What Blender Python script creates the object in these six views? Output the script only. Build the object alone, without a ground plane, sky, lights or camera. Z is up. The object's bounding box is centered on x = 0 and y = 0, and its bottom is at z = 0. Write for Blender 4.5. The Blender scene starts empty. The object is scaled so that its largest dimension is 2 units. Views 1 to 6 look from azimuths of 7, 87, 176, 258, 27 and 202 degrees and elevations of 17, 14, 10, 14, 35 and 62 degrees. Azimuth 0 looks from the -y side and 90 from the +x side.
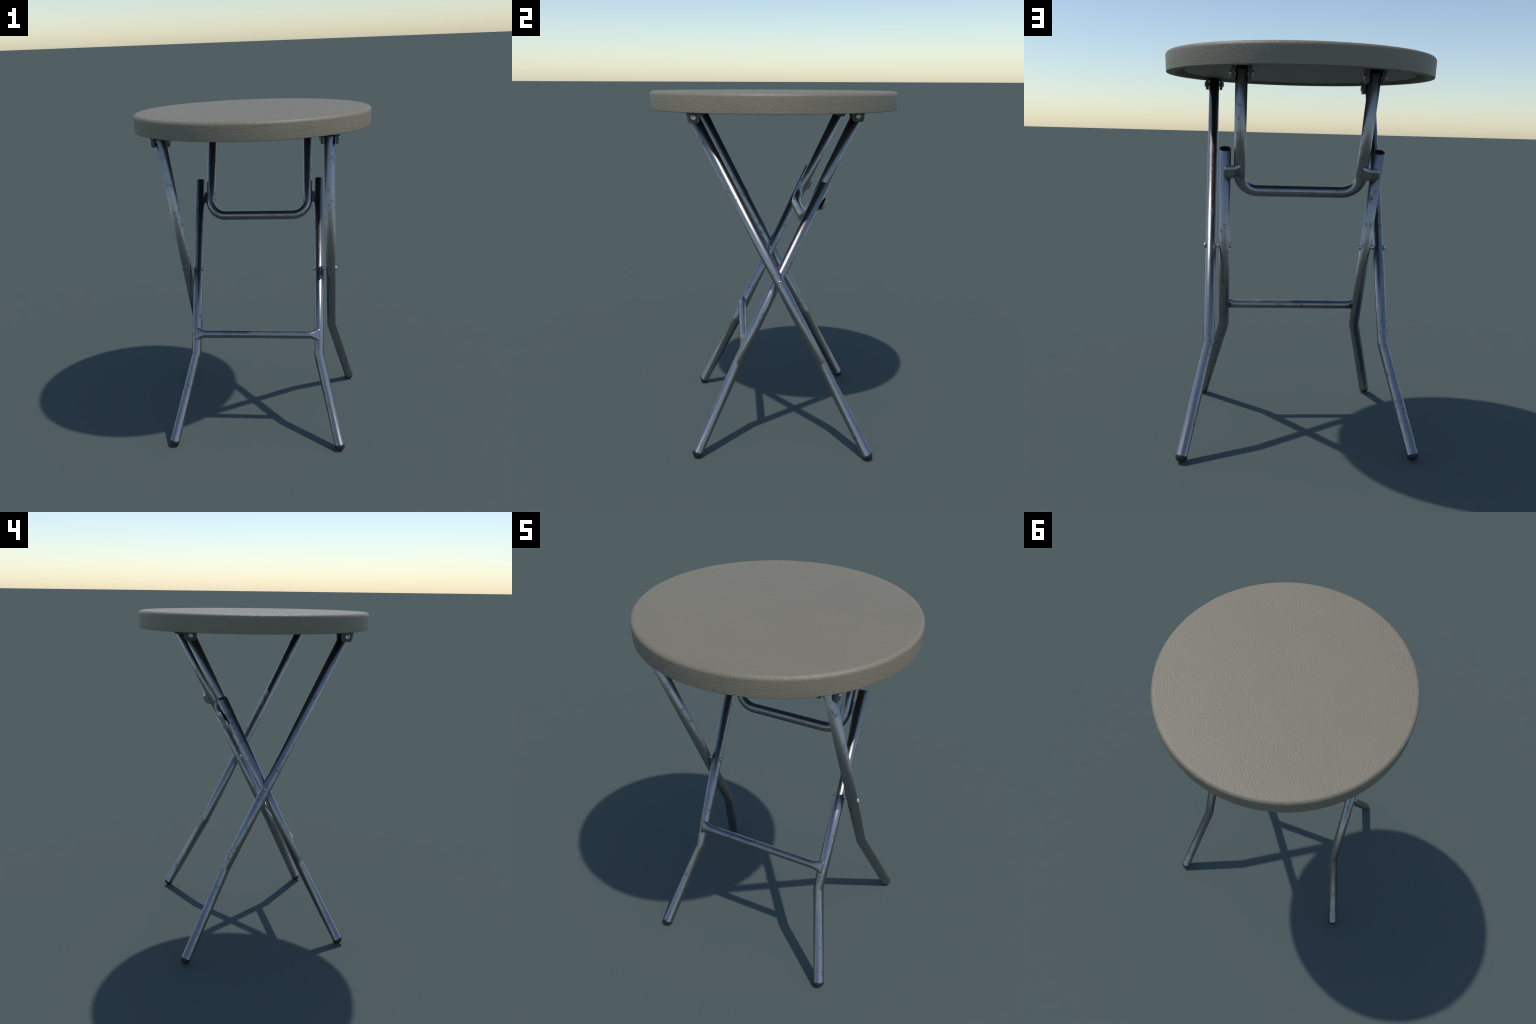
"""Round folding bar table: moulded plastic top, two crossed pairs of steel tube
legs, a swinging U-shaped support hoop with latches, hinge brackets and bolts."""
import bpy, bmesh, math
from mathutils import Vector, Matrix

# ------------------------------------------------------------------ sizes (m)
TOP_Z, TOP_R = 2.0, 0.6945          # table top height and radius
LIP_Z, PANEL_Z = 1.8991, 1.9107       # underside rim and recessed panel
TUBE_R, WALL = 0.0287, 0.0055       # steel tube
HOOP_R = 0.0290
PIVOT = Vector((0, 0.012, 1.006))   # axis where the two leg pairs cross
IN_X, OUT_X, HOOP_X = 0.383, 0.456, 0.3108
SLOPE = 0.4685                      # run / rise of the inner frame
PHI = math.atan(SLOPE)
UP = Vector((0, math.sin(PHI), math.cos(PHI)))     # along the inner frame
NRM = Vector((0, math.cos(PHI), -math.sin(PHI)))   # behind the inner frame
HINGE_FRONT = Vector((0, -0.429, 1.8755))
HINGE_BACK = Vector((0, 0.4265, 1.8755))


def frame_point(x, along, off=0.0):
    """Point of the inner frame: sideways x, distance up from the pivot, depth."""
    p = PIVOT + UP * along + NRM * off
    return Vector((x, p.y, p.z))


# ------------------------------------------------------------------ materials
def new_mat(name):
    m = bpy.data.materials.new(name)
    m.use_nodes = True
    nt = m.node_tree
    return m, nt, nt.nodes["Principled BSDF"]


def node(nt, kind, **kw):
    n = nt.nodes.new(kind)
    for k, v in kw.items():
        if k in n.inputs:
            n.inputs[k].default_value = v
        else:
            setattr(n, k, v)
    return n


def ramp(nt, src, stops):
    r = nt.nodes.new("ShaderNodeValToRGB")
    els = r.color_ramp.elements
    els[0].position, els[0].color = stops[0][0], stops[0][1]
    els[1].position, els[1].color = stops[-1][0], stops[-1][1]
    for pos, col in stops[1:-1]:
        els.new(pos).color = col
    nt.links.new(src, r.inputs[0])
    return r


def grey(v):
    return (v, v, v, 1)


def plastic_top_material():
    m, nt, b = new_mat("grained_beige_plastic")
    L = nt.links.new
    co = node(nt, "ShaderNodeTexCoord").outputs["Object"]
    cloud = node(nt, "ShaderNodeTexNoise", Scale=3.2, Detail=4.0, Roughness=0.55)
    L(co, cloud.inputs["Vector"])
    base = ramp(nt, cloud.outputs["Fac"], [(0.3, (0.216, 0.189, 0.133, 1)),
                                           (0.7, (0.232, 0.204, 0.143, 1))])
    L(base.outputs["Color"], b.inputs["Base Color"])
    rr = ramp(nt, cloud.outputs["Fac"], [(0.3, grey(0.50)), (0.7, grey(0.54))])
    L(rr.outputs["Color"], b.inputs["Roughness"])
    b.inputs["Specular IOR Level"].default_value = 0.5
    # worm-like leather grain
    worm = node(nt, "ShaderNodeTexNoise", Scale=105.0, Detail=0.5, Roughness=0.4,
                Distortion=0.7)
    L(co, worm.inputs["Vector"])
    ridge = ramp(nt, worm.outputs["Fac"], [(0.32, grey(0)), (0.68, grey(1))])
    ridge.color_ramp.interpolation = 'EASE'
    bump = node(nt, "ShaderNodeBump", Strength=0.42, Distance=0.0016)
    # the grain is pressed in unevenly
    uneven = node(nt, "ShaderNodeTexNoise", Scale=14.0, Detail=2.0)
    L(co, uneven.inputs["Vector"])
    press = ramp(nt, uneven.outputs["Fac"], [(0.35, grey(0.65)), (0.65, grey(1))])
    height = node(nt, "ShaderNodeMath", operation='MULTIPLY')
    L(ridge.outputs["Color"], height.inputs[0])
    L(press.outputs["Color"], height.inputs[1])
    L(height.outputs[0], bump.inputs["Height"])
    L(bump.outputs["Normal"], b.inputs["Normal"])
    return m


def steel_material():
    m, nt, b = new_mat("worn_galvanised_steel")
    L = nt.links.new
    co = node(nt, "ShaderNodeTexCoord").outputs["Object"]
    smear = node(nt, "ShaderNodeTexNoise", Scale=9.0, Detail=5.0, Roughness=0.6)
    L(co, smear.inputs["Vector"])
    fine = node(nt, "ShaderNodeTexNoise", Scale=48.0, Detail=6.0, Roughness=0.65)
    L(co, fine.inputs["Vector"])
    # stain spots: fine blotches that only appear inside larger dirty zones
    zone = ramp(nt, smear.outputs["Fac"], [(0.48, grey(0)), (0.60, grey(0.95))])
    spot = ramp(nt, fine.outputs["Fac"], [(0.535, grey(0)), (0.64, grey(1))])
    mul = node(nt, "ShaderNodeMath", operation='MULTIPLY')
    L(zone.outputs["Color"], mul.inputs[0])
    L(spot.outputs["Color"], mul.inputs[1])
    tone = ramp(nt, smear.outputs["Fac"], [(0.3, (0.335, 0.335, 0.338, 1)),
                                           (0.7, (0.285, 0.285, 0.288, 1))])
    mix = node(nt, "ShaderNodeMix", data_type='RGBA')
    L(mul.outputs[0], mix.inputs["Factor"])
    L(tone.outputs["Color"], mix.inputs[6])
    mix.inputs[7].default_value = (0.13, 0.122, 0.118, 1)
    L(mix.outputs[2], b.inputs["Base Color"])
    rough = ramp(nt, smear.outputs["Fac"], [(0.3, grey(0.26)), (0.7, grey(0.36))])
    add = node(nt, "ShaderNodeMath", operation='MULTIPLY_ADD')
    L(mul.outputs[0], add.inputs[0])
    add.inputs[1].default_value = 0.25
    L(rough.outputs["Color"], add.inputs[2])
    L(add.outputs[0], b.inputs["Roughness"])
    b.inputs["Metallic"].default_value = 1.0
    return m


def simple_material(name, col, rough, metal=0.0, var=0.12, scale=40.0):
    m, nt, b = new_mat(name)
    co = node(nt, "ShaderNodeTexCoord").outputs["Object"]
    n = node(nt, "ShaderNodeTexNoise", Scale=scale, Detail=4.0)
    nt.links.new(co, n.inputs["Vector"])
    lo = tuple(c * (1 - var) for c in col) + (1,)
    hi = tuple(c * (1 + var) for c in col) + (1,)
    r = ramp(nt, n.outputs["Fac"], [(0.3, lo), (0.7, hi)])
    nt.links.new(r.outputs["Color"], b.inputs["Base Color"])
    b.inputs["Roughness"].default_value = rough
    b.inputs["Metallic"].default_value = metal
    return m


PLASTIC = plastic_top_material()
STEEL = steel_material()
ZINC = simple_material("bright_zinc_bolt", (0.54, 0.55, 0.55), 0.32, 1.0)
BRACKET = simple_material("dark_grey_bracket_paint", (0.092, 0.098, 0.098), 0.5)
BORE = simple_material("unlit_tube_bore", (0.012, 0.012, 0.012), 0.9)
RUBBER = simple_material("black_rubber", (0.020, 0.019, 0.019), 0.55)


# ------------------------------------------------------------------ mesh tools
def make_object(name, bm, mat, parent, angle=40.0, kind=None):
    bmesh.ops.recalc_face_normals(bm, faces=bm.faces)
    me = bpy.data.meshes.new(name)
    bm.to_mesh(me)
    bm.free()
    for m in (mat if isinstance(mat, tuple) else (mat,)):
        me.materials.append(m)
    me.shade_smooth()
    me.set_sharp_from_angle(angle=math.radians(angle))
    ob = bpy.data.objects.new(name, me)
    bpy.context.scene.collection.objects.link(ob)
    ob.parent = parent
    return ob


def skin_rings(bm, rings, close_loop=False):
    """Quads between successive rings of vertices; returns rings of BMVerts."""
    vr = [[bm.verts.new(p) for p in r] for r in rings]
    n = len(vr[0])
    pairs = list(zip(vr, vr[1:])) + ([(vr[-1], vr[0])] if close_loop else [])
    for a, b in pairs:
        for i in range(n):
            j = (i + 1) % n
            bm.faces.new((a[i], a[j], b[j], b[i]))
    return vr


def rounded_path(points, radii, steps=10):
    """Polyline with its inner corners turned into arcs."""
    out = [Vector(points[0])]
    for k in range(1, len(points) - 1):
        p, a, b = Vector(points[k]), Vector(points[k - 1]), Vector(points[k + 1])
        u, v = (a - p).normalized(), (b - p).normalized()
        half = math.acos(max(-1, min(1, u.dot(v)))) / 2
        r = radii[k - 1]
        t = r / math.tan(half)
        centre = p + (u + v).normalized() * (r / math.sin(half))
        s, e = p + u * t - centre, p + v * t - centre
        ang = math.acos(max(-1, min(1, s.dot(e) / (r * r))))
        for i in range(steps + 1):
            f = i / steps
            w = (s * math.sin((1 - f) * ang) + e * math.sin(f * ang)) / math.sin(ang)
            out.append(centre + w)
    out.append(Vector(points[-1]))
    return out


def path_frames(path):
    """Twist-free frames (tangent, side, up) along a path."""
    tans = []
    for i in range(len(path)):
        a, b = path[max(0, i - 1)], path[min(len(path) - 1, i + 1)]
        tans.append((b - a).normalized())
    side = tans[0].cross(Vector((0.3, 0.8, 0.1))).normalized()
    res = []
    for i, t in enumerate(tans):
        side = (side - t * side.dot(t)).normalized()
        res.append((t, side, t.cross(side)))
    return res


def tube_object(name, path, r, mat, parent, lean, open_ends, seg=32):
    """Round tube along a path as a mesh with its own vertex normals.

    The tube wall of the real model is shaded softly into its end rims, so its
    normals lean along the axis at an end and straighten up along the first
    straight run. lean = (lean at start, lean at end), positive along the path.
    """
    # long straight runs get extra rings so that the lean fades evenly
    pts, weight = [], []
    runs = [(path[i + 1] - path[i]).length for i in range(len(path) - 1)]
    for i, run in enumerate(runs):
        first, last = i == 0, i == len(runs) - 1
        n = 24 if (first or last) else 1
        for k in range(n):
            f = k / n
            pts.append(path[i].lerp(path[i + 1], f))
            weight.append(lean[0] * (1 - f) if first else lean[1] * f if last else 0.0)
    pts.append(path[-1])
    weight.append(lean[1])
    fr = path_frames(pts)
    angles = [2 * math.pi * k / seg for k in range(seg)]
    verts, normals, faces, slots = [], [], [], []

    def ring(centre, frame, rad, nrm):
        t, s, u = frame
        start = len(verts)
        for a in angles:
            d = s * math.cos(a) + u * math.sin(a)
            verts.append(centre + d * rad)
            normals.append(nrm(d, t).normalized())
        return start

    def strip(p, q, slot=0):
        for k in range(seg):
            j = (k + 1) % seg
            faces.append((p + k, p + j, q + j, q + k))
            slots.append(slot)

    prev = None
    for c, f, w in zip(pts, fr, weight):
        cur = ring(c, f, r, lambda d, t: d + t * w)
        if prev is not None:
            strip(prev, cur)
        prev = cur
    for is_end, opened in enumerate(open_ends):                # rim, bore or plug
        c, f = (pts[-1], fr[-1]) if is_end else (pts[0], fr[0])
        out = f[0] * (1 if is_end else -1)
        flat = lambda d, t: out
        inner = r - WALL if opened else 0.002
        p, q = ring(c, f, r, flat), ring(c, f, inner, flat)
        strip(p, q) if is_end else strip(q, p)
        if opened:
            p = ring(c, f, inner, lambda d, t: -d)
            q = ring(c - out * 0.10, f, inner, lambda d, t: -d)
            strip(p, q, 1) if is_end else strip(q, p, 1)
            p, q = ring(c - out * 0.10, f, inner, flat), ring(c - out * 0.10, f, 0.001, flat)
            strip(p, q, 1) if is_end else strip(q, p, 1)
    me = bpy.data.meshes.new(name)
    me.from_pydata(verts, [], faces)
    for m in mat:
        me.materials.append(m)
    me.polygons.foreach_set("material_index", slots)
    me.shade_smooth()
    me.normals_split_custom_set_from_vertices(normals)
    ob = bpy.data.objects.new(name, me)
    bpy.context.scene.collection.objects.link(ob)
    ob.parent = parent
    return ob


def lathe(profile, axis_point, axis, seg=32, bm=None):
    """Solid of revolution: profile is (radius, distance along axis)."""
    bm = bm or bmesh.new()
    axis = Vector(axis).normalized()
    s = axis.orthogonal().normalized()
    u = axis.cross(s)
    rings = []
    for rad, h in profile:
        c = Vector(axis_point) + axis * h
        rings.append([c + (s * math.cos(a) + u * math.sin(a)) * max(rad, 1e-5)
                      for a in (2 * math.pi * k / seg for k in range(seg))])
    vr = skin_rings(bm, rings)
    bm.faces.new(vr[0])
    bm.faces.new(vr[-1])
    return bm


def extrude_outline(bm, pts, direction, bevel=0.0):
    """Solid from a closed outline pushed along a direction."""
    a = [bm.verts.new(p) for p in pts]
    b = [bm.verts.new(Vector(p) + Vector(direction)) for p in pts]
    n = len(pts)
    fs = [bm.faces.new(a), bm.faces.new(b)]
    for i in range(n):
        j = (i + 1) % n
        fs.append(bm.faces.new((a[i], a[j], b[j], b[i])))
    if bevel:
        es = {e for f in fs[:2] for e in f.edges}
        bmesh.ops.bevel(bm, geom=list(es), offset=bevel, segments=2, affect='EDGES',
                        profile=0.5)
    return bm


# ------------------------------------------------------------------ assembly
table = bpy.data.objects.new("folding_bar_table", None)
bpy.context.scene.collection.objects.link(table)
table["label"] = "tall round folding table with beige plastic top and crossed steel tube legs"
table["category"] = "folding table"

# ---- table top: one lathed shell with rounded shoulder, rim lip and groove
def arc(cx, cz, r, a0, a1, n):
    return [(cx + r * math.cos(math.radians(a0 + (a1 - a0) * i / n)),
             cz + r * math.sin(math.radians(a0 + (a1 - a0) * i / n))) for i in range(n + 1)]


def build_top():
    sh = 0.020
    prof = [(0.10, TOP_Z), (0.35, TOP_Z), (0.55, TOP_Z), (0.650, TOP_Z)]
    prof += arc(TOP_R - sh, TOP_Z - sh, sh, 90, 0, 8)          # shoulder
    prof += [(TOP_R - 0.0018, 1.945)]
    prof += arc(0.6880, LIP_Z + 0.0035, 0.0035, 0, -90, 3)       # lower edge
    prof += [(0.655, LIP_Z)]
    prof += arc(0.654, LIP_Z + 0.007, 0.007, -90, -175, 4)      # into the groove
    prof += [(0.640, 1.936), (0.634, 1.940), (0.612, 1.940), (0.606, 1.936)]
    prof += arc(0.594, PANEL_Z + 0.005, 0.005, 0, -90, 3)       # panel edge
    prof += [(0.45, PANEL_Z), (0.2, PANEL_Z), (0.05, PANEL_Z)]
    bm = lathe(prof, (0, 0, 0), (0, 0, 1), seg=64)
    ob = make_object("tabletop", bm, PLASTIC, table, angle=50)
    # the moulded edge is shaded as one soft curve: its normals still look a
    # little upwards below the shoulder and straighten towards the lower edge
    me, lean = ob.data, math.radians(4)
    base_z = LIP_Z + 0.0035
    loops = [Vector(n.vector) for n in me.corner_normals]
    for lp in me.loops:
        v = me.vertices[lp.vertex_index].co
        rad = math.hypot(v.x, v.y)
        if rad < TOP_R - sh - 1e-4 or v.z < base_z - 1e-5:
            continue
        if v.z >= TOP_Z - sh - 1e-5:
            a = math.asin(min(1.0, (v.z - TOP_Z + sh) / sh))
            a = lean + a * (math.pi / 2 - lean) / (math.pi / 2)
        else:
            a = lean * (v.z - base_z) / (TOP_Z - sh - base_z)
        loops[lp.index] = Vector((v.x / rad * math.cos(a), v.y / rad * math.cos(a), math.sin(a)))
    me.normals_split_custom_set(loops)
    return ob


build_top()


# ---- bolts
def bolt_head(parent, at, outward, r=0.0150, h=0.0088, name="bolt_head"):
    """Domed head with a hollow hexagonal-looking socket, facing 'outward'."""
    prof = [(r * 0.97, -0.002), (r, 0.001), (r, h * 0.45), (r * 0.93, h * 0.72),
            (r * 0.84, h * 0.93), (r * 0.72, h), (r * 0.58, h * 0.97),
            (r * 0.53, h * 0.85), (r * 0.48, h * 0.10), (r * 0.1, h * 0.02)]
    bm = lathe(prof, at, outward, seg=28)
    return make_object(name, bm, ZINC, parent, angle=60)


# ---- hinge brackets: two tapered cheeks let into the underside, a pin and two heads
def build_bracket(cx, hinge):
    bm = bmesh.new()
    y0, z0 = hinge.y, 1.9115
    gap, th = 0.0310, 0.0155
    outline = [(-0.0385, 0.024), (-0.0385, 0.0), (-0.0365, -0.012), (-0.0325, -0.024), (-0.0300, -0.056),
               (-0.0210, -0.0655), (0.0210, -0.0655), (0.0300, -0.056),
               (0.0325, -0.024), (0.0355, 0.0), (0.0355, 0.024)]
    for s in (-1, 1):
        x = cx + s * gap
        pts = [(x, y0 + a, z0 + b) for a, b in outline]
        extrude_outline(bm, pts, (s * th, 0, 0), bevel=0.0014)
    ob = make_object("hinge_bracket", bm, BRACKET, table, angle=30)
    pin = lathe([(0.0105, -gap - 0.004), (0.0105, gap + 0.004)], (cx, hinge.y, hinge.z), (1, 0, 0), 20)
    make_object("hinge_pin", pin, ZINC, ob)
    for s in (-1, 1):
        bolt_head(ob, (cx + s * (gap + th), hinge.y, hinge.z), (s, 0, 0), name="screw_head")
    return ob


for s in (1, -1):
    build_bracket(s * OUT_X, HINGE_FRONT)
    build_bracket(s * HOOP_X, HINGE_BACK)


# ---- legs with rubber foot caps
def foot_cap(leg, end, direction):
    r = 0.0300
    prof = [(TUBE_R - 0.002, -0.004), (r, -0.003)]
    prof += [(r * math.cos(math.radians(a)) ** 0.85, 0.0285 * math.sin(math.radians(a)))
             for a in range(0, 90, 9)]
    prof += [(0.001, 0.0285)]
    bm = lathe(prof, end, direction, seg=28)
    return make_object("foot_cap", bm, RUBBER, leg, angle=50)


def build_leg(points, open_start):
    path = rounded_path(points, [0.12], steps=8)
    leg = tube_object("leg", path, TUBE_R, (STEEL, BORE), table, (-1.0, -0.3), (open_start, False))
    d = (path[-1] - path[-2]).normalized()
    foot_cap(leg, path[-1], d)
    return leg


for s in (1, -1):
    # inner leg: open top behind the hoop, knee, foot at the front
    top = frame_point(s * IN_X, (1.527 - PIVOT.z) / UP.z)
    build_leg([top, (s * IN_X, -0.2175, 0.512), (s * 0.5065, -0.4445, 0.030)], True)
    # outer leg: hinged under the front of the top, foot at the back
    drop = (Vector((0, 0.247, 0.530)) - HINGE_FRONT).normalized()
    hi = HINGE_FRONT - drop * 0.028
    build_leg([(s * OUT_X, hi.y, hi.z), (s * OUT_X, 0.247, 0.530), (s * 0.5775, 0.5000, 0.030)], True)

# ---- support hoop: U of tube hinged at the back, lying in the inner frame plane
bar_along = (1.3155 - PIVOT.z) / UP.z
top_along = (HINGE_BACK.z - PIVOT.z) / UP.z + 0.030
shift = HINGE_BACK.y - frame_point(0, (HINGE_BACK.z - PIVOT.z) / UP.z).y


def hoop_point(x, along, off=0.0):
    p = frame_point(x, along, off)
    f = max(0.0, (along - bar_along) / (top_along - bar_along))
    return Vector((p.x, p.y + shift * f, p.z))


corners = [hoop_point(-HOOP_X, top_along), hoop_point(-HOOP_X, bar_along),
           hoop_point(HOOP_X, bar_along), hoop_point(HOOP_X, top_along)]
hoop_path = rounded_path(corners, [0.095, 0.095], steps=12)
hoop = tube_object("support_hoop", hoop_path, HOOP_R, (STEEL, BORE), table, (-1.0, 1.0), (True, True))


# ---- latches: strap on the back of the hoop arm that hooks behind the inner leg
def chamfer(g):
    """Cross-section of the latch strap: flat middle, sloping shoulders."""
    f = min(1.0, g / 0.27, (1 - g) / 0.20)
    return f * (2 - f) * 0.3 + f * 0.7


def build_latch(s):
    bm = bmesh.new()
    # hook: bowed strap across the back of hoop arm and leg
    lo, hi = (1.3975 - PIVOT.z) / UP.z, (1.4605 - PIVOT.z) / UP.z
    x0, x1 = HOOP_X - 0.004, IN_X + 0.006
    nx, na = 18, 16
    outer, inner = [], []
    for i in range(nx + 1):
        f = i / nx
        x = x0 + (x1 - x0) * f
        trim = 0.010 * max(0.0, (f - 0.86) / 0.14) ** 2      # rounded far corners
        grow = min(1.0, 0.45 + 1.3 * f)                       # wedge off the hoop arm
        low, high = HOOP_R - 0.0065 + 0.0165 * grow, HOOP_R - 0.0045 + 0.0165 * grow
        ro, ri = [], []
        for k in range(na + 1):
            g = k / na
            al = lo + trim + (hi - lo - 2 * trim) * g
            p = frame_point(s * x, al, high + 0.0125 * grow * chamfer(g))
            q = frame_point(s * x, al, low)
            ro.append(p)
            ri.append(q)
        outer.append(ro + ri[::-1])
    vr = skin_rings(bm, outer)
    bm.faces.new(vr[0])
    bm.faces.new(vr[-1])
    return make_object("latch", bm, STEEL, hoop, angle=45)


for s in (1, -1):
    build_latch(s)


# ---- crossbar with crushed, flared ends resting on the front of the inner legs
def build_crossbar():
    along = -0.4163
    seg, r, half = 32, 0.0240, IN_X + 0.002
    xs = [-half, -half + 0.002, -half + 0.008, -half + 0.018, -half + 0.03, -half + 0.042,
          -half + 0.054, -half + 0.064, -half + 0.10, -0.15, 0.0]
    xs += [-x for x in reversed(xs[:-1])]
    rings = []
    for x in xs:
        e = half - abs(x)                                   # distance from the end
        f = min(1.0, e / 0.060)
        f = f * f * (3 - 2 * f)
        tip = min(1.0, math.sqrt(max(0.0, 1 - (1 - min(1.0, e / 0.008)) ** 2)) * 0.35 + 0.65)
        hh = (0.0385 * (1 - f) + r * f) * tip
        tt = (0.0090 * (1 - f) + 0.0255 * f) * tip
        off = -(0.0225 * (1 - f) + 0.018 * f)
        ring = []
        for k in range(seg):
            a = 2 * math.pi * k / seg
            ca, sa = math.cos(a), math.sin(a)
            if f < 1:                                       # squarer when crushed
                ex = 0.75 + 0.25 * f
                ca = math.copysign(abs(ca) ** ex, ca)
                sa = math.copysign(abs(sa) ** ex, sa)
            xx = x + math.copysign(0.006 * (1 - f) * (sa * sa), x)
            ring.append(frame_point(xx, along + hh * sa, off + tt * ca))
        rings.append(ring)
    bm = bmesh.new()
    vr = skin_rings(bm, rings)
    bm.faces.new(vr[0])
    bm.faces.new(vr[-1])
    return make_object("crossbar", bm, STEEL, table, angle=60)


build_crossbar()

# ---- pivot bolts where inner and outer legs cross
for s in (1, -1):
    a, b = IN_X - TUBE_R + 0.0005, OUT_X + TUBE_R - 0.0005
    mid0, mid1 = IN_X + TUBE_R - 0.004, OUT_X - TUBE_R + 0.004
    bm = lathe([(0.009, a), (0.009, mid0), (0.0118, mid0 + 0.001), (0.0118, mid1 - 0.001),
                (0.009, mid1), (0.009, b)], (0, PIVOT.y, PIVOT.z), (s, 0, 0), 24)
    bolt = make_object("pivot_bolt", bm, ZINC, table)
    bolt_head(bolt, (s * a, PIVOT.y, PIVOT.z), (-s, 0, 0), r=0.0137)
    bolt_head(bolt, (s * b, PIVOT.y, PIVOT.z), (s, 0, 0), r=0.0137)
